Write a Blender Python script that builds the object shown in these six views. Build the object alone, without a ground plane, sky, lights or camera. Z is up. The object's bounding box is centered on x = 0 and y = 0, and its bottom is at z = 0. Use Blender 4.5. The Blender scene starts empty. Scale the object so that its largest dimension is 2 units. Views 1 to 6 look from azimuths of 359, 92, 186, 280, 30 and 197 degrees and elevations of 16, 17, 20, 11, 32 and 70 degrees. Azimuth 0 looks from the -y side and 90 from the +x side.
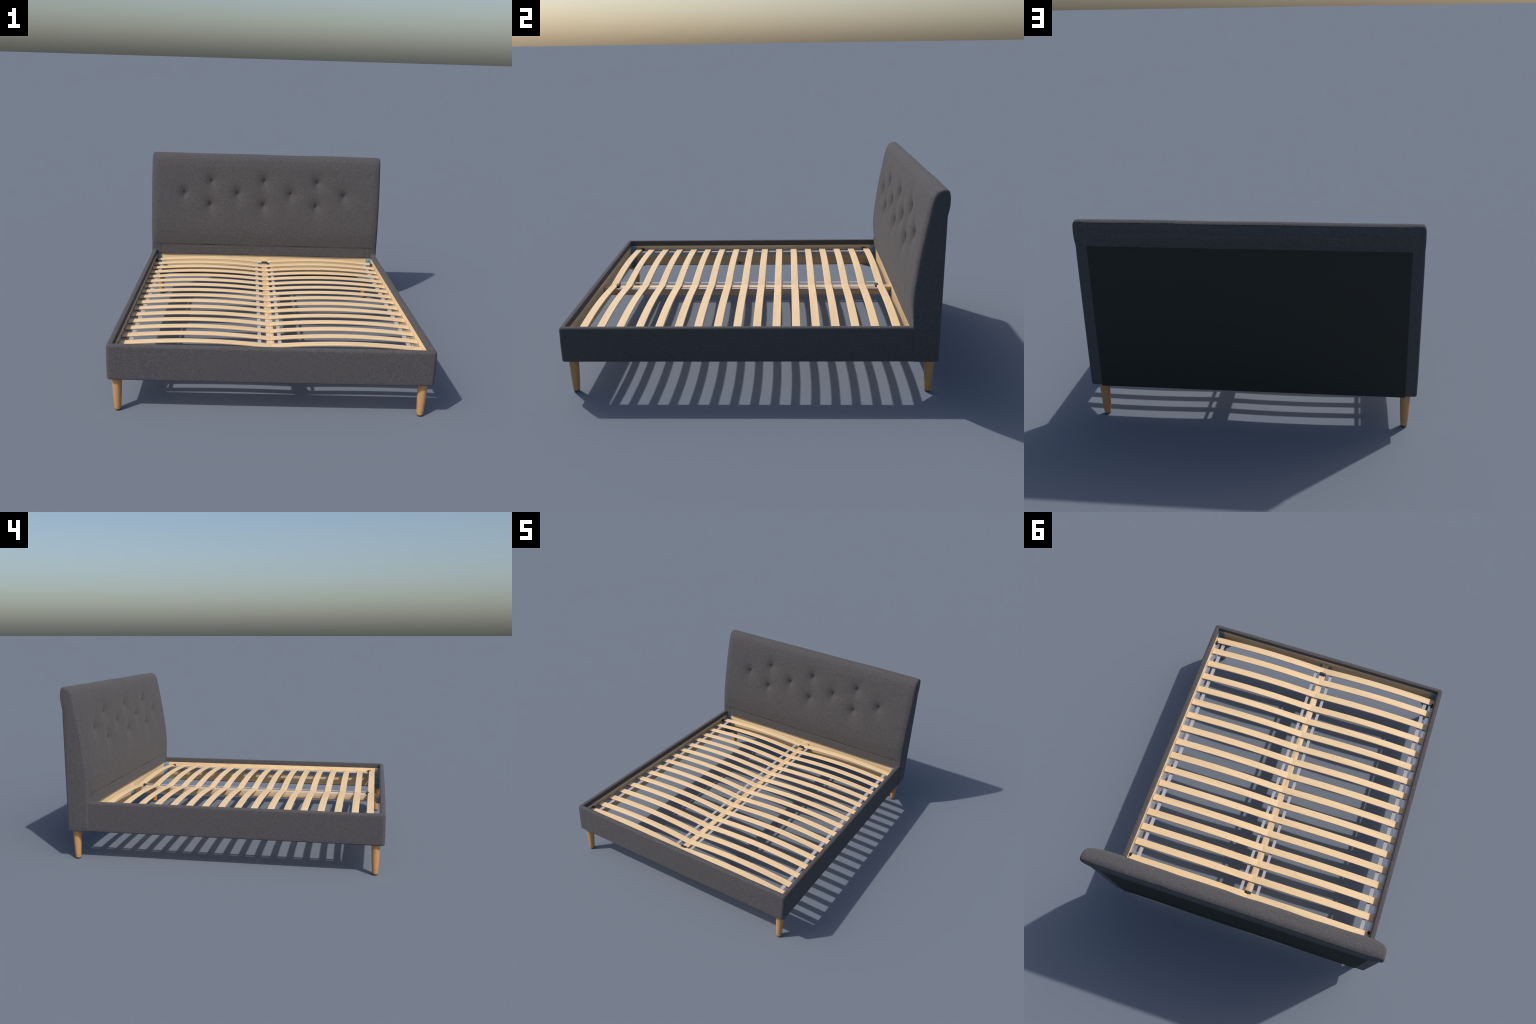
import bpy, bmesh, math, random
from mathutils import Vector, noise

random.seed(7)

# ------------------------------------------------------------------ sizes (m)
RAIL_X = 0.8425         # outer face of the side rails
FOOT_Y = -0.9955        # outer face of the foot rail
RAIL_T = 0.0310         # thickness of the padded rails
RAIL_Z0, RAIL_Z1 = 0.1905, 0.3825
INNER_X = RAIL_X - RAIL_T
FOOT_SLIM = 0.90        # the foot rail is a little thinner than the side rails
INNER_Y = FOOT_Y + RAIL_T * FOOT_SLIM
HEAD_W = 0.8505         # half width of the headboard
HEAD_WOOD = 0.8460      # face of the bare board below the headboard upholstery
HEAD_FACE = 0.836       # front face of the headboard at mattress height
SLAT_Z = 0.3220         # top of the slats at their supports
SLAT_T = 0.0088
SLAT_W = 0.0446
SLAT_ARCH = 0.0218
SLAT_YS = [-0.905] + [-0.812 + 0.10545 * k for k in range(15)] + [0.777]
SUPPORT_Z = SLAT_Z - SLAT_T


# ------------------------------------------------------------------ materials
def new_mat(name, rough=0.8, spec=0.3, metallic=0.0):
    m = bpy.data.materials.new(name)
    m.use_nodes = True
    nt = m.node_tree
    b = nt.nodes["Principled BSDF"]
    b.inputs["Roughness"].default_value = rough
    b.inputs["Specular IOR Level"].default_value = spec
    b.inputs["Metallic"].default_value = metallic
    return m, nt, b


def N(nt, kind, **kw):
    n = nt.nodes.new(kind)
    for k, v in kw.items():
        if k in n.inputs.keys():
            n.inputs[k].default_value = v
        else:
            setattr(n, k, v)
    return n


def ramp(nt, src, stops):
    r = nt.nodes.new("ShaderNodeValToRGB")
    e = r.color_ramp.elements
    while len(e) < len(stops):
        e.new(0.5)
    for el, (p, c) in zip(e, stops):
        el.position = p
        el.color = (*c, 1.0)
    nt.links.new(src, r.inputs["Fac"])
    return r


def mapped(nt, scale, rot=(0, 0, 0), loc=(0, 0, 0)):
    tc = nt.nodes.new("ShaderNodeTexCoord")
    mp = nt.nodes.new("ShaderNodeMapping")
    mp.inputs["Scale"].default_value = scale
    mp.inputs["Rotation"].default_value = rot
    mp.inputs["Location"].default_value = loc
    nt.links.new(tc.outputs["Object"], mp.inputs["Vector"])
    return mp.outputs["Vector"]


def mix(nt, fac, a, b, blend='MIX'):
    m = nt.nodes.new("ShaderNodeMix")
    m.data_type = 'RGBA'
    m.blend_type = blend
    for sock, val in ((m.inputs[0], fac), (m.inputs[6], a), (m.inputs[7], b)):
        if isinstance(val, bpy.types.NodeSocket):
            nt.links.new(val, sock)
        elif isinstance(val, (tuple, list)):
            sock.default_value = (*val, 1.0)
        else:
            sock.default_value = val
    return m.outputs[2]


def fabric_material():
    """Grey melange upholstery: speckled yarn over a fine weave."""
    m, nt, b = new_mat("melange_fabric", rough=0.95, spec=0.12)
    L = nt.links
    v1 = mapped(nt, (1, 1, 1))
    speck = N(nt, "ShaderNodeTexNoise", Scale=185.0, Detail=2.5, Roughness=0.6)
    L.new(v1, speck.inputs["Vector"])
    cloud = N(nt, "ShaderNodeTexNoise", Scale=45.0, Detail=3.0, Roughness=0.6)
    L.new(v1, cloud.inputs["Vector"])
    warp = N(nt, "ShaderNodeTexNoise", Scale=1.0, Detail=2.0)
    L.new(mapped(nt, (420, 420, 60)), warp.inputs["Vector"])
    weft = N(nt, "ShaderNodeTexNoise", Scale=1.0, Detail=2.0)
    L.new(mapped(nt, (60, 60, 420), loc=(3, 5, 1)), weft.inputs["Vector"])
    base = ramp(nt, speck.outputs["Fac"], [(0.34, FAB_D), (0.50, FAB_M), (0.66, FAB_L)])
    c = mix(nt, 0.18, base.outputs["Color"],
            ramp(nt, cloud.outputs["Fac"], [(0.3, FAB_D), (0.7, FAB_L)]).outputs["Color"])
    c = mix(nt, 0.18, c, ramp(nt, warp.outputs["Fac"], [(0.35, FAB_D), (0.65, FAB_L)]).outputs["Color"])
    c = mix(nt, 0.18, c, ramp(nt, weft.outputs["Fac"], [(0.35, FAB_D), (0.65, FAB_L)]).outputs["Color"])
    L.new(c, b.inputs["Base Color"])
    add = N(nt, "ShaderNodeMath", operation='ADD')
    L.new(warp.outputs["Fac"], add.inputs[0])
    L.new(weft.outputs["Fac"], add.inputs[1])
    bump = N(nt, "ShaderNodeBump", Strength=0.35, Distance=0.0012)
    L.new(add.outputs[0], bump.inputs["Height"])
    L.new(bump.outputs["Normal"], b.inputs["Normal"])
    b.inputs["Sheen Weight"].default_value = 0.08
    b.inputs["Sheen Roughness"].default_value = 0.5
    return m


def wood_material(name, light, mid, dark, axis, knots=False, ring=6.0, rough=0.55,
                  grain=0.5, flecks=False, vary=0.0, knot_cells=4.2, bump_s=0.08):
    """Long grain running along axis (0, 1 or 2)."""
    m, nt, b = new_mat(name, rough=rough, spec=0.35)
    L = nt.links
    sc = [14.0, 14.0, 14.0]
    sc[axis] = 1.1
    v = mapped(nt, tuple(sc))
    if vary:
        info = nt.nodes.new("ShaderNodeObjectInfo")
        off = N(nt, "ShaderNodeVectorMath", operation='SCALE')
        comb = N(nt, "ShaderNodeCombineXYZ")
        for i in range(3):
            L.new(info.outputs["Random"], comb.inputs[i])
        L.new(comb.outputs[0], off.inputs[0])
        off.inputs["Scale"].default_value = vary
        addv = N(nt, "ShaderNodeVectorMath", operation='ADD')
        L.new(v, addv.inputs[0])
        L.new(off.outputs[0], addv.inputs[1])
        v = addv.outputs[0]
    broad = N(nt, "ShaderNodeTexNoise", Scale=1.0, Detail=4.0, Roughness=0.55, Distortion=0.6)
    L.new(v, broad.inputs["Vector"])
    wave = N(nt, "ShaderNodeTexWave", Scale=ring * 0.1, Distortion=5.0, Detail=3.0)
    wave.bands_direction = 'DIAGONAL'
    L.new(v, wave.inputs["Vector"])
    sc2 = [260.0, 260.0, 260.0]
    sc2[axis] = 9.0
    fine = N(nt, "ShaderNodeTexNoise", Scale=1.0, Detail=3.0, Roughness=0.6)
    L.new(mapped(nt, tuple(sc2)), fine.inputs["Vector"])
    c = ramp(nt, broad.outputs["Fac"], [(0.28, mid), (0.62, light)]).outputs["Color"]
    rr = ramp(nt, wave.outputs["Fac"], [(0.0, dark), (0.45, light), (1.0, light)]).outputs["Color"]
    c = mix(nt, 0.28 * grain, c, rr)
    fr = ramp(nt, fine.outputs["Fac"], [(0.32, dark), (0.6, light)]).outputs["Color"]
    c = mix(nt, 0.32 * grain, c, fr)
    if flecks:      # tiny dark pin knots of birch plywood
        ks = [22.0, 22.0, 22.0]
        ks[axis] = 7.0
        vo = N(nt, "ShaderNodeTexVoronoi", Scale=1.0)
        L.new(mapped(nt, tuple(ks)), vo.inputs["Vector"])
        f = ramp(nt, vo.outputs["Distance"], [(0.03, (1, 1, 1)), (0.07, (0, 0, 0))]).outputs["Color"]
        c = mix(nt, f, c, dark)
    if knots:       # reddish pine knots with a warm halo
        ks = [0.0, 0.0, knot_cells * 2.2]       # no depth: a flat pattern on the board face
        ks[axis] = knot_cells
        vo = N(nt, "ShaderNodeTexVoronoi", Scale=1.0, Randomness=1.0)
        L.new(mapped(nt, tuple(ks), loc=(0.37, 0.21, 0.55)), vo.inputs["Vector"])
        halo = ramp(nt, vo.outputs["Distance"], [(0.05, (1, 1, 1)), (0.26, (0, 0, 0))]).outputs["Color"]
        core = ramp(nt, vo.outputs["Distance"], [(0.06, (1, 1, 1)), (0.11, (0, 0, 0))]).outputs["Color"]
        c = mix(nt, mix(nt, 0.45, (0, 0, 0), halo), c, (0.52, 0.27, 0.10))
        c = mix(nt, mix(nt, 0.85, (0, 0, 0), core), c, (0.16, 0.052, 0.022))
    L.new(c, b.inputs["Base Color"])
    bump = N(nt, "ShaderNodeBump", Strength=bump_s, Distance=0.001)
    L.new(fine.outputs["Fac"], bump.inputs["Height"])
    L.new(bump.outputs["Normal"], b.inputs["Normal"])
    return m


def plain_material(name, dark, light, scale=60.0, rough=0.5, metallic=0.0, spec=0.4, bump_s=0.1):
    m, nt, b = new_mat(name, rough=rough, spec=spec, metallic=metallic)
    n = N(nt, "ShaderNodeTexNoise", Scale=scale, Detail=4.0, Roughness=0.6)
    nt.links.new(mapped(nt, (1, 1, 1)), n.inputs["Vector"])
    r = ramp(nt, n.outputs["Fac"], [(0.32, dark), (0.68, light)])
    nt.links.new(r.outputs["Color"], b.inputs["Base Color"])
    bump = N(nt, "ShaderNodeBump", Strength=bump_s, Distance=0.001)
    nt.links.new(n.outputs["Fac"], bump.inputs["Height"])
    nt.links.new(bump.outputs["Normal"], b.inputs["Normal"])
    return m


FAB_D = (0.0515, 0.0485, 0.0512)
FAB_M = (0.076, 0.0725, 0.0757)
FAB_L = (0.112, 0.106, 0.1115)

MAT_FABRIC = fabric_material()
MAT_SLAT = wood_material("birch_slat", (0.82, 0.60, 0.355), (0.76, 0.545, 0.31),
                         (0.56, 0.36, 0.18), 0, flecks=True, ring=5.0, grain=0.75, vary=0.6)
PINE = ((0.80, 0.60, 0.36), (0.72, 0.50, 0.27), (0.56, 0.34, 0.16))
MAT_PINE_X = wood_material("pine_board_across", *PINE, 0, knots=True, knot_cells=3.8)
MAT_PINE_Y = wood_material("pine_board_along", *PINE, 1, knots=True, knot_cells=3.8)
MAT_BEAM = wood_material("rough_beam_wood", (0.78, 0.58, 0.365), (0.66, 0.465, 0.28),
                         (0.27, 0.165, 0.085), 1, knots=True, knot_cells=2.3, grain=1.1)
MAT_LEG = wood_material("oiled_leg_wood", (0.55, 0.30, 0.125), (0.47, 0.245, 0.095),
                        (0.32, 0.155, 0.06), 2, ring=9.0, grain=0.6, rough=0.45)
MAT_FELT = plain_material("black_backing_cloth", (0.034, 0.0355, 0.0315), (0.042, 0.0445, 0.0395),
                          scale=300.0, rough=0.95, spec=0.1)
MAT_STEEL = plain_material("galvanised_steel", (0.40, 0.42, 0.46), (0.60, 0.62, 0.66),
                           scale=40.0, rough=0.33, metallic=0.85)
MAT_BLUE = plain_material("blue_zinc_bracket", (0.16, 0.27, 0.35), (0.31, 0.44, 0.51),
                          scale=55.0, rough=0.45, metallic=0.3)
MAT_SCREW = plain_material("bright_screw", (0.55, 0.56, 0.56), (0.72, 0.72, 0.70),
                           scale=80.0, rough=0.35, metallic=0.8)
MAT_STRAP = plain_material("white_webbing", (0.37, 0.352, 0.368), (0.45, 0.43, 0.448),
                           scale=400.0, rough=0.9, spec=0.1)
MAT_PLASTIC = plain_material("dark_plastic", (0.012, 0.016, 0.015), (0.030, 0.036, 0.034),
                             scale=90.0, rough=0.5)
MAT_GLIDE = plain_material("felt_glide", (0.06, 0.05, 0.04), (0.16, 0.13, 0.10),
                           scale=200.0, rough=0.9)

# ------------------------------------------------------------------ object helpers
bed = bpy.data.objects.new("bed_frame", None)
bpy.context.scene.collection.objects.link(bed)
bed["label"] = "grey upholstered double bed with buttoned headboard and slats"
bed["category"] = "bed"


def add_object(name, mesh, mat, parent=bed, loc=None):
    if mat and not mesh.materials:
        mesh.materials.append(mat)
    o = bpy.data.objects.new(name, mesh)
    bpy.context.scene.collection.objects.link(o)
    o.parent = parent
    if loc:
        o.location = loc
    return o


def finish(bm, name, mat, smooth=True, angle=35.0, parent=bed, loc=None, link=True):
    bmesh.ops.recalc_face_normals(bm, faces=bm.faces[:])
    me = bpy.data.meshes.new(name)
    bm.to_mesh(me)
    bm.free()
    me.polygons.foreach_set("use_smooth", [smooth] * len(me.polygons))
    if smooth and angle < 180:
        me.set_sharp_from_angle(angle=math.radians(angle))
    me.materials.append(mat)
    return add_object(name, me, mat, parent, loc) if link else me


def box_bm(x0, x1, y0, y1, z0, z1, bevel=0.0, seg=2, bm=None):
    bm = bm or bmesh.new()
    vs = [bm.verts.new((x, y, z)) for x in (x0, x1) for y in (y0, y1) for z in (z0, z1)]
    fs = [(0, 1, 3, 2), (4, 6, 7, 5), (0, 4, 5, 1), (2, 3, 7, 6), (0, 2, 6, 4), (1, 5, 7, 3)]
    faces = [bm.faces.new([vs[i] for i in f]) for f in fs]
    if bevel:
        edges = list({e for f in faces for e in f.edges})
        bmesh.ops.bevel(bm, geom=edges, offset=bevel, segments=seg, profile=0.5, affect='EDGES')
    return bm


def box(name, mat, x, y, z, bevel=0.0015, parent=bed):
    return finish(box_bm(*x, *y, *z, bevel=bevel), name, mat, parent=parent)


def catmull(points, step):
    """Smooth open curve through control points, sampled about every step."""
    P = [Vector(p) for p in points]
    P = [2 * P[0] - P[1]] + P + [2 * P[-1] - P[-2]]
    out = []
    for i in range(1, len(P) - 2):
        a, b, c, d = P[i - 1], P[i], P[i + 1], P[i + 2]
        n = max(1, int(round((c - b).length / step)))
        for k in range(n):
            t = k / n
            out.append(0.5 * ((2 * b) + (c - a) * t + (2 * a - 5 * b + 4 * c - d) * t * t
                              + (3 * b - a - 3 * c + d) * t ** 3))
    out.append(P[-2])
    return out


def arc(cx, cy, r, a0, a1, n):
    return [(cx + r * math.cos(math.radians(a0 + (a1 - a0) * k / n)),
             cy + r * math.sin(math.radians(a0 + (a1 - a0) * k / n))) for k in range(n + 1)]


# ------------------------------------------------------------------ padded rails
def rail_profile():
    """Closed (inward offset d, height z) section of a padded rail, fabric folded inside."""
    p = []
    r = 0.009
    p += arc(r, RAIL_Z0 + r, r, 270, 180, 6)                     # rounded lower outer edge
    for k in range(1, 12):                                       # slightly pillowed outer face
        t = k / 12
        p.append((-0.0012 * math.sin(math.pi * t), RAIL_Z0 + r + t * (RAIL_Z1 - RAIL_Z0 - 2.2 * r)))
    p += arc(0.0145, RAIL_Z1 - 0.0145, 0.0145, 180, 90, 7)       # soft top
    p += arc(RAIL_T - 0.005, RAIL_Z1 - 0.0055, 0.005, 90, 0, 5)
    p += [(RAIL_T, 0.366), (RAIL_T, 0.353)]
    p += arc(RAIL_T - 0.0025, 0.3485, 0.0025, 0, -90, 3)         # folded edge of the fabric
    p += [(RAIL_T - 0.009, 0.346), (RAIL_T - 0.0095, 0.30), (RAIL_T - 0.0095, 0.25)]
    p += [(RAIL_T - 0.0095, RAIL_Z0 + 0.004), (RAIL_T - 0.011, RAIL_Z0), (RAIL_T - 0.016, RAIL_Z0)]
    return p


def build_rails():
    prof = rail_profile()
    r0 = 0.020
    y_head = HEAD_FACE + 0.034
    n_side, n_foot, n_arc = 60, 54, 12
    # stations: (kind, parameter); positions follow the U from +x head to -x head
    st = []
    for k in range(n_side):
        st.append(("R", k / n_side))
    for k in range(n_arc + 1):
        st.append(("RC", k / n_arc))
    for k in range(1, n_foot):
        st.append(("F", k / n_foot))
    for k in range(n_arc + 1):
        st.append(("LC", k / n_arc))
    for k in range(1, n_side + 1):
        st.append(("L", k / n_side))

    def place(s, d, z):
        kind, t = s
        r = max(r0 - d, 0.0006)
        cx, cy = RAIL_X - d - r, FOOT_Y + d * FOOT_SLIM + r
        if kind in "RL":
            u = t if kind == "R" else 1 - t
            y = y_head + (cy - y_head) * u
            x = RAIL_X - d
            return Vector((x if kind == "R" else -x, y, z))
        if kind == "F":
            bow = 0.0035 * math.sin(math.pi * t) if d < 0.02 else 0.0
            return Vector((cx + (-2 * cx) * t, FOOT_Y + d * FOOT_SLIM - bow, z))
        a = math.radians(90 * t) if kind == "RC" else math.radians(90 * (1 - t))
        x, y = cx + r * math.cos(a), cy - r * math.sin(a)
        return Vector((x if kind == "RC" else -x, y, z))

    bm = bmesh.new()
    rings = []
    for s in st:
        ring = []
        for d, z in prof:
            v = place(s, d, z)
            if d < RAIL_T - 0.004:
                n1 = noise.noise(v * 5.0) * 0.0009 + noise.noise(v * 17.0 + Vector((3, 1, 7))) * 0.0004
                c = Vector((v.x * 0.97, v.y * 0.97 if s[0] != "R" and s[0] != "L" else v.y, v.z))
                dirv = (v - c)
                if dirv.length > 1e-6:
                    v = v + dirv.normalized() * n1
            ring.append(bm.verts.new(v))
        rings.append(ring)
    m = len(prof)
    regions = {"side": [], "foot": [], "side2": []}
    i_r = n_side + n_arc // 2
    i_l = n_side + n_arc + n_foot + n_arc // 2
    for i in range(len(rings) - 1):
        key = "side" if i < i_r else ("foot" if i < i_l else "side2")
        for j in range(m):
            f = bm.faces.new((rings[i][j], rings[i][(j + 1) % m], rings[i + 1][(j + 1) % m], rings[i + 1][j]))
            regions[key].append(f)
    regions["side"].append(bm.faces.new(rings[0]))
    regions["side2"].append(bm.faces.new(rings[-1]))
    bmesh.ops.recalc_face_normals(bm, faces=bm.faces[:])
    bm.normal_update()
    bm.verts.index_update()
    for key, nm in (("foot", "foot_rail"), ("side", "side_rail"), ("side2", "side_rail")):
        used, verts, faces, normals = {}, [], [], []
        for f in regions[key]:
            idx = []
            for v in f.verts:
                if v.index not in used:
                    used[v.index] = len(verts)
                    verts.append(v.co.copy())
                    normals.append(v.normal.copy())
                idx.append(used[v.index])
            faces.append(idx)
        me = bpy.data.meshes.new(nm)
        me.from_pydata(verts, [], faces)
        me.polygons.foreach_set("use_smooth", [True] * len(me.polygons))
        me.normals_split_custom_set_from_vertices(normals)
        add_object(nm, me, MAT_FABRIC)
    bm.free()


build_rails()

# bare pine boards inside the padded rails
W = 0.0045
box("inner_board", MAT_PINE_Y, (INNER_X + 0.0015, INNER_X + 0.0015 + W), (INNER_Y + 0.004, HEAD_WOOD), (0.197, 0.3455), 0.001)
box("inner_board", MAT_PINE_Y, (-INNER_X - 0.0015 - W, -INNER_X - 0.0015), (INNER_Y + 0.004, HEAD_WOOD), (0.197, 0.3455), 0.001)
box("inner_board", MAT_PINE_X, (-INNER_X + 0.001, INNER_X - 0.001), (INNER_Y - 0.0015 - W, INNER_Y - 0.0015), (0.197, 0.3455), 0.001)
box("inner_board", MAT_PINE_X, (-INNER_X + 0.001, INNER_X - 0.001), (HEAD_WOOD, HEAD_WOOD + 0.012), (0.197, 0.3475), 0.001)

# ------------------------------------------------------------------ headboard
BUTTONS = [(-0.603, 0.812), (-0.405, 0.900), (-0.412, 0.728), (-0.209, 0.815), (-0.012, 0.908),
           (-0.016, 0.731), (0.186, 0.816), (0.384, 0.906), (0.379, 0.731), (0.585, 0.812)]


def head_face_y(z):
    pts = [(0.19, 0.840), (0.43, 0.836), (0.556, 0.838), (0.661, 0.846), (0.804, 0.864), (0.952, 0.889), (1.06, 0.910)]
    for (z0, y0), (z1, y1) in zip(pts, pts[1:]):
        if z <= z1:
            return y0 + (y1 - y0) * (z - z0) / (z1 - z0)
    return pts[-1][1]


def dimple(x, z):
    s = 0.0
    for bx, bz in BUTTONS:
        r = math.hypot(x - bx, (z - bz) * (0.72 if z < bz else 0.85))
        if r < 0.16:
            s += 0.004 * math.exp(-(r / 0.009) ** 2) + 0.0345 * math.exp(-math.sqrt((r / 0.034) ** 2 + 0.02))
    return s


def smooth(a, b, v):
    t = min(max((v - a) / (b - a), 0.0), 1.0)
    return t * t * (3 - 2 * t)


def bulge(x, z):
    """Stuffing of the cushion above the seam; fades to the piped edges."""
    side = 1 - max(0.0, 1 - (HEAD_W - abs(x)) / 0.055) ** 2
    return 0.0125 * side * (0.25 * smooth(0.420, 0.436, z) + 0.75 * smooth(0.395, 0.53, z)) * (1 - 0.55 * smooth(1.0, 1.09, z))


def seam(x, z):
    """Stitched groove of the plain strip behind the mattress."""
    g = 0.0
    if abs(x) < 0.775:
        t = 0.65 + 0.35 * math.sin(x * 9.0 - 1.0)
        g += 0.0040 * t * math.exp(-((z - 0.423) / 0.0045) ** 2)
    if z < 0.425:
        g += 0.003 * math.exp(-((abs(x) - 0.775) / 0.0055) ** 2)
    return g


def build_headboard():
    front = catmull([(0.838, 0.205), (0.8355, 0.30), (0.8345, 0.34), (0.8345, 0.354), (0.8345, 0.43), (0.837, 0.556), (0.846, 0.661), (0.864, 0.804),
                     (0.889, 0.952), (0.905, 1.042), (0.912, 1.067), (0.927, 1.0885), (0.950, 1.0985),
                     (0.972, 1.0965), (0.9885, 1.083), (0.9965, 1.063), (0.9990, 1.042)], 0.0058)
    back = catmull([(0.9990, 1.042), (0.998, 1.022), (0.992, 1.002), (0.9845, 0.982), (0.9785, 0.966), (0.978, 0.93), (0.978, 0.60), (0.978, 0.205)], 0.006)
    n_front = len(front)
    ring = [(p.x, p.y) for p in front] + [(p.x, p.y) for p in back[1:]]
    ring += arc(0.978 - 0.013, 0.203, 0.013, 0, -90, 4)[1:]
    ring += [(0.965 - 0.115 * k / 8, 0.190) for k in range(1, 8)]
    ring += arc(0.838 + 0.013, 0.203, 0.013, 270, 180, 4)
    m = len(ring)
    # outward normals of the section
    nor = []
    for i in range(m):
        a, b = Vector(ring[i - 3]), Vector(ring[(i + 3) % m])
        t = (b - a).normalized()
        nor.append(Vector((-t.y, t.x)))
    r = 0.015
    stations = []
    for k in range(11):
        th = math.radians(90 * (10 - k) / 10)
        stations.append((-HEAD_W + r - r * math.sin(th), r * (1 - math.cos(th))))
    n_mid = 320
    for k in range(1, n_mid):
        stations.append((-HEAD_W + r + (2 * (HEAD_W - r)) * k / n_mid, 0.0))
    for k in range(11):
        th = math.radians(90 * k / 10)
        stations.append((HEAD_W - r + r * math.sin(th), r * (1 - math.cos(th))))
    bm = bmesh.new()
    rings = []
    for x, ins in stations:
        rv = []
        edge = max(0.0, 1 - (HEAD_W - abs(x)) / 0.10)
        for i, (y, z) in enumerate(ring):
            k_in = 0.35 + 0.65 * smooth(0.19, 0.25, z)
            yy, zz = y - nor[i].x * ins * k_in, z - nor[i].y * ins * k_in
            if i < n_front and zz < 1.088 and ins < 0.014:
                yy += dimple(x, zz) + seam(x, zz) - bulge(x, zz)
                # the upholstery ends above the bare board
                hollow = (1 - smooth(0.3450, 0.3495, zz)) * (1 - smooth(0.806, 0.812, abs(x)))
                yy = yy + (0.8545 - yy) * hollow
                yy += 0.002 * edge * edge
                yy += 0.0022 * noise.noise(Vector((x * 2.6, zz * 3.2, 0.3)))
            if i >= n_front - 12 and zz > 0.965:      # the top roll flattens towards its ends
                fade = smooth(0.0, 0.10, HEAD_W - abs(x))
                yy = 0.978 + (yy - 0.978) * (0.45 + 0.55 * fade) if yy > 0.978 else yy
            if zz > 1.0:
                zz += 0.0022 * noise.noise(Vector((x * 3.1, 4.0, 1.0)))
            if i < n_front:
                yy += 0.0006 * noise.noise(Vector((x * 14, zz * 14, y * 14)))
            yy = min(yy, 1.0)
            # gathered lower corners, slightly narrower than the top
            xx = x * (1 - 0.006 * math.exp(-max(0.0, zz - 0.19) / 0.03) - 0.004 * max(0.0, (zz - 0.9)) / 0.2)
            rv.append(bm.verts.new((xx, yy, zz)))
        rings.append(rv)
    for a, b in zip(rings, rings[1:]):
        for j in range(m):
            bm.faces.new((a[j], a[(j + 1) % m], b[(j + 1) % m], b[j]))
    bm.faces.new(rings[0])
    bm.faces.new(rings[-1])
    return finish(bm, "headboard", MAT_FABRIC, angle=60)


headboard = build_headboard()

# cloth-covered buttons sunk in the dimples
bmb = bmesh.new()
bmesh.ops.create_uvsphere(bmb, u_segments=20, v_segments=10, radius=0.0075)
for v in bmb.verts:
    v.co.y *= 0.42
button_mesh = finish(bmb, "button", MAT_FABRIC, link=False)
for bx, bz in BUTTONS:
    add_object("button", button_mesh, None, headboard, (bx, head_face_y(bz) + dimple(bx, bz) - bulge(bx, bz) - 0.0025, bz))

# black backing cloth stapled over the rear
bp = box_bm(-0.789, 0.789, 0.974, 0.9797, 0.1895, 0.968, bevel=0.001)
finish(bp, "back_panel", MAT_FELT, parent=headboard)


# ------------------------------------------------------------------ legs
def build_leg():
    prof = [(0.0, 0.196), (0.0262, 0.196), (0.0262, 0.190), (0.0252, 0.15), (0.0228, 0.09), (0.0198, 0.035),
            (0.0180, 0.012), (0.0170, 0.008)]
    bm = bmesh.new()
    n = 40
    rows = []
    for r, z in prof[1:]:
        rows.append([bm.verts.new((r * math.cos(2 * math.pi * k / n), r * math.sin(2 * math.pi * k / n), z)) for k in range(n)])
    for a, b in zip(rows, rows[1:]):
        for k in range(n):
            bm.faces.new((a[k], a[(k + 1) % n], b[(k + 1) % n], b[k]))
    bm.faces.new(rows[0])
    bm.faces.new(rows[-1])
    return finish(bm, "leg", MAT_LEG, angle=40, link=False)


def build_glide():
    bm = bmesh.new()
    n = 32
    rows = []
    for r, z in ((0.0165, 0.0095), (0.0168, 0.004), (0.0150, 0.0008), (0.013, 0.0)):
        rows.append([bm.verts.new((r * math.cos(2 * math.pi * k / n), r * math.sin(2 * math.pi * k / n), z)) for k in range(n)])
    for a, b in zip(rows, rows[1:]):
        for k in range(n):
            bm.faces.new((a[k], a[(k + 1) % n], b[(k + 1) % n], b[k]))
    bm.faces.new(rows[0])
    bm.faces.new(rows[-1])
    return finish(bm, "glide", MAT_GLIDE, angle=40, link=False)


leg_mesh, glide_mesh = build_leg(), build_glide()
for lx, ly in ((-0.797, -0.9445), (0.794, -0.9445), (-0.793, 0.9395), (0.791, 0.9395)):
    leg = add_object("leg", leg_mesh, None, bed, (lx, ly, 0.0))
    leg.rotation_euler = (0, 0, random.uniform(0, 6.28))
    add_object("glide", glide_mesh, None, leg)


# ------------------------------------------------------------------ slats
def slat_top(t):
    """Height of the sprung slat above its supports, t from centre (0) to rail (1)."""
    return SLAT_ARCH * math.sin(math.pi * min(max(t, 0.0), 1.0)) ** 0.9


def build_slat():
    x0, x1 = 0.0003, 0.806
    n = 40
    h, b = SLAT_W / 2, 0.002
    sec = [(-h + b, 0), (h - b, 0), (h, -b), (h, -SLAT_T + b), (h - b, -SLAT_T), (-h + b, -SLAT_T), (-h, -SLAT_T + b), (-h, -b)]
    bm = bmesh.new()
    rows = []
    for k in range(n + 1):
        t = k / n
        x = x0 + (x1 - x0) * t
        z = SLAT_Z + slat_top(t)
        rows.append([bm.verts.new((x, y, z + dz)) for y, dz in sec])
    m = len(sec)
    for a, c in zip(rows, rows[1:]):
        for k in range(m):
            bm.faces.new((a[k], a[(k + 1) % m], c[(k + 1) % m], c[k]))
    bm.faces.new(rows[0])
    bm.faces.new(rows[-1])
    return finish(bm, "slat", MAT_SLAT, angle=25, link=False)


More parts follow.
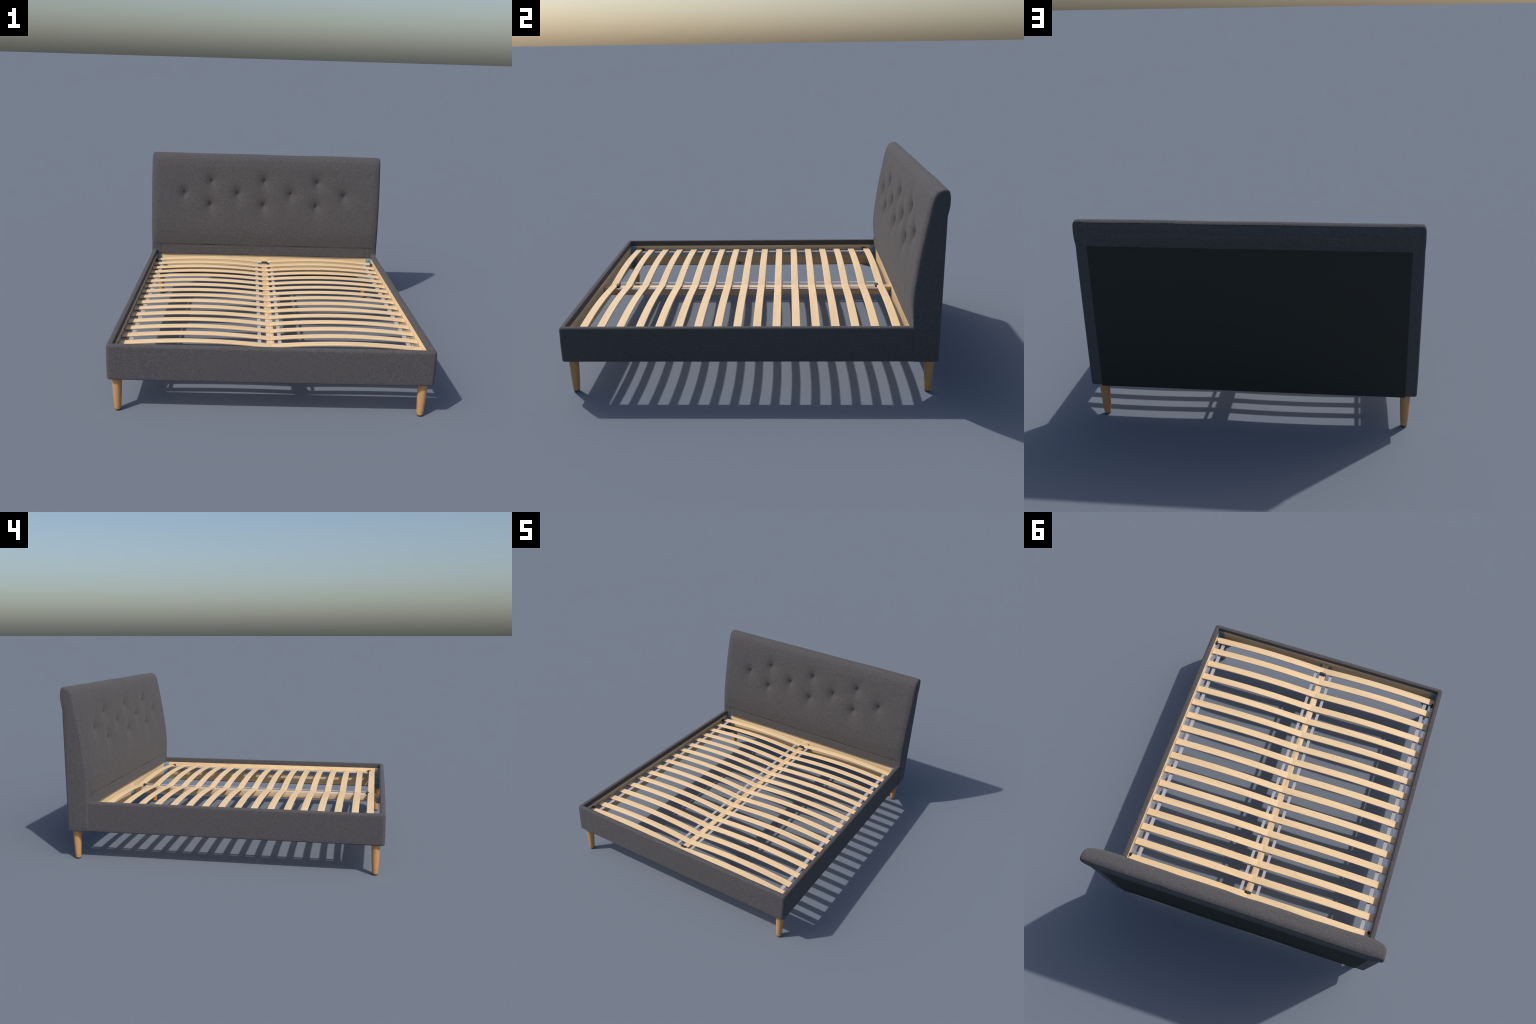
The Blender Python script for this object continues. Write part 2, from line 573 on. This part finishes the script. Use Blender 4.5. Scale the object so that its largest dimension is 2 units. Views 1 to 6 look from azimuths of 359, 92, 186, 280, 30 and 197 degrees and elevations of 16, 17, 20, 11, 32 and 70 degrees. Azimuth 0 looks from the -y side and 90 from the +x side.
slat_mesh = build_slat()
for y in SLAT_YS:
    add_object("slat", slat_mesh, None, bed, (0, y, 0))
    o = add_object("slat", slat_mesh, None, bed, (0, y, 0))
    o.rotation_euler = (0, 0, math.pi)

# ------------------------------------------------------------------ centre beam and its fittings
beam = box("centre_beam", MAT_BEAM, (-0.0215, 0.0215), (INNER_Y + 0.0005, HEAD_WOOD - 0.0005), (0.262, SUPPORT_Z - 0.0005), 0.002)
for y in (-0.8815, 0.7565):
    s = 1 if y < 0 else -1
    bm = box_bm(-0.0225, 0.0225, y - 0.010, y + 0.010, SUPPORT_Z - 0.006, SLAT_Z + 0.003, bevel=0.003, seg=3)
    finish(bm, "end_cap", MAT_PLASTIC)


def bracket_with_screws(parts, screws, name):
    bm = bmesh.new()
    for p in parts:
        box_bm(*p, bevel=0.0008, seg=1, bm=bm)
    o = finish(bm, name, MAT_BLUE)
    if screws:
        bs = bmesh.new()
        for c, axis, r in screws:
            geo = bmesh.ops.create_uvsphere(bs, u_segments=12, v_segments=6, radius=r)
            for v in geo["verts"]:
                v.co[axis] *= 0.5
                v.co += Vector(c)
        finish(bs, "screw", MAT_SCREW, parent=o)
    return o


for yw, s in ((INNER_Y - 0.0015, 1), (HEAD_WOOD, -1)):
    for sx in (1, -1):
        xa, xb = sorted((sx * 0.0215, sx * 0.046))
        xp, xq = sorted((sx * 0.0215, sx * 0.0235))
        ya, yb = sorted((yw, yw + s * 0.003))
        yc, yd = sorted((yw, yw + s * 0.026))
        bracket_with_screws([(xa, xb, ya, yb, 0.252, 0.290), (xp, xq, yc, yd, 0.252, 0.290)],
                            [((sx * 0.036, yw + s * 0.0035, 0.272), 1, 0.005),
                             ((sx * 0.0240, yw + s * 0.016, 0.272), 0, 0.004)], "beam_bracket")

# corner irons that carry the legs
for sx in (1, -1):
    for yw, s in ((INNER_Y - 0.0015, 1), (HEAD_WOOD, -1)):
        xw = sx * (INNER_X + 0.0015)

        def span(a, b):
            return tuple(sorted((a, b)))
        parts = [(*span(xw, xw - sx * 0.003), *span(yw, yw + s * 0.036), 0.196, 0.3445),
                 (*span(xw, xw - sx * 0.036), *span(yw, yw + s * 0.003), 0.196, 0.3445)]
        scr = [((xw - sx * 0.0035, yw + s * 0.022, z), 0, 0.0045) for z in (0.225, 0.275, 0.33)]
        scr += [((xw - sx * 0.022, yw + s * 0.0035, z), 1, 0.0045) for z in (0.225, 0.275, 0.33)]
        o = bracket_with_screws(parts, scr, "corner_bracket")
        bm = bmesh.new()
        tri = [(xw, yw), (xw - sx * 0.095, yw), (xw - sx * 0.095, yw + s * 0.012), (xw - sx * 0.012, yw + s * 0.095), (xw, yw + s * 0.095)]
        lo = [bm.verts.new((x, y, 0.1935)) for x, y in tri]
        hi = [bm.verts.new((x, y, 0.1965)) for x, y in tri]
        bm.faces.new(lo)
        bm.faces.new(hi)
        for k in range(len(tri)):
            bm.faces.new((lo[k], lo[(k + 1) % len(tri)], hi[(k + 1) % len(tri)], hi[k]))
        finish(bm, "leg_plate", MAT_BLUE, smooth=False, parent=o)

# ------------------------------------------------------------------ steel ledges under the slat ends
for sx in (1, -1):
    xw = sx * (INNER_X + 0.001)
    bm = bmesh.new()
    y0, y1 = INNER_Y + 0.040, HEAD_WOOD - 0.044
    box_bm(*sorted((xw, xw - sx * 0.033)), y0, y1, SUPPORT_Z - 0.0035, SUPPORT_Z - 0.001, bevel=0.0006, seg=1, bm=bm)
    box_bm(*sorted((xw, xw - sx * 0.0025)), y0, y1, 0.270, SUPPORT_Z - 0.0038, bevel=0.0006, seg=1, bm=bm)
    ledge = finish(bm, "steel_ledge", MAT_STEEL)
    bs = bmesh.new()
    for k in range(7):
        yy = y0 + 0.09 + k * (y1 - y0 - 0.18) / 6
        geo = bmesh.ops.create_uvsphere(bs, u_segments=12, v_segments=6, radius=0.0042)
        for v in geo["verts"]:
            v.co.x *= 0.5
            v.co += Vector((xw - sx * 0.0032, yy, 0.292))
    finish(bs, "screw", MAT_SCREW, parent=ledge)
    for yy in (-0.8815, 0.7565):
        bm = box_bm(*sorted((sx * 0.794, sx * 0.809)), yy - 0.008, yy + 0.009, SUPPORT_Z - 0.001, SLAT_Z + 0.006, bevel=0.002)
        box_bm(*sorted((sx * 0.796, sx * 0.806)), *sorted((yy, yy + (-1 if yy < 0 else 1) * 0.016)), SLAT_Z + 0.0005, SLAT_Z + 0.006, bevel=0.002, bm=bm)
        finish(bm, "retaining_clip", MAT_PLASTIC)


# ------------------------------------------------------------------ webbing straps tying the slats together
def build_strap(xc, w):
    t = abs(xc) / 0.806
    z_slat = SLAT_Z + slat_top(t) - SLAT_T
    pts = []
    for a, b in zip(SLAT_YS, SLAT_YS[1:]):
        for k in range(8):
            u = k / 8
            pts.append((a + (b - a) * u, z_slat - 0.0022 - 0.0018 * math.sin(math.pi * u) ** 0.7))
    pts.append((SLAT_YS[-1], z_slat - 0.0022))
    bm = bmesh.new()
    rows = []
    for i, (y, z) in enumerate(pts):
        wob = 0.0012 * noise.noise(Vector((xc * 9, y * 4, 0)))
        rows.append([bm.verts.new((xc + wob + dx, y, z + dz)) for dx, dz in
                     ((-w / 2, 0.001), (w / 2, 0.001), (w / 2, -0.001), (-w / 2, -0.001))])
    for a, c in zip(rows, rows[1:]):
        for k in range(4):
            bm.faces.new((a[k], a[(k + 1) % 4], c[(k + 1) % 4], c[k]))
    bm.faces.new(rows[0])
    bm.faces.new(rows[-1])
    finish(bm, "webbing_strap", MAT_STRAP, angle=40)


for xc, w in ((-0.752, 0.024), (0.752, 0.024), (-0.060, 0.0195), (0.050, 0.0195)):
    build_strap(xc, w)
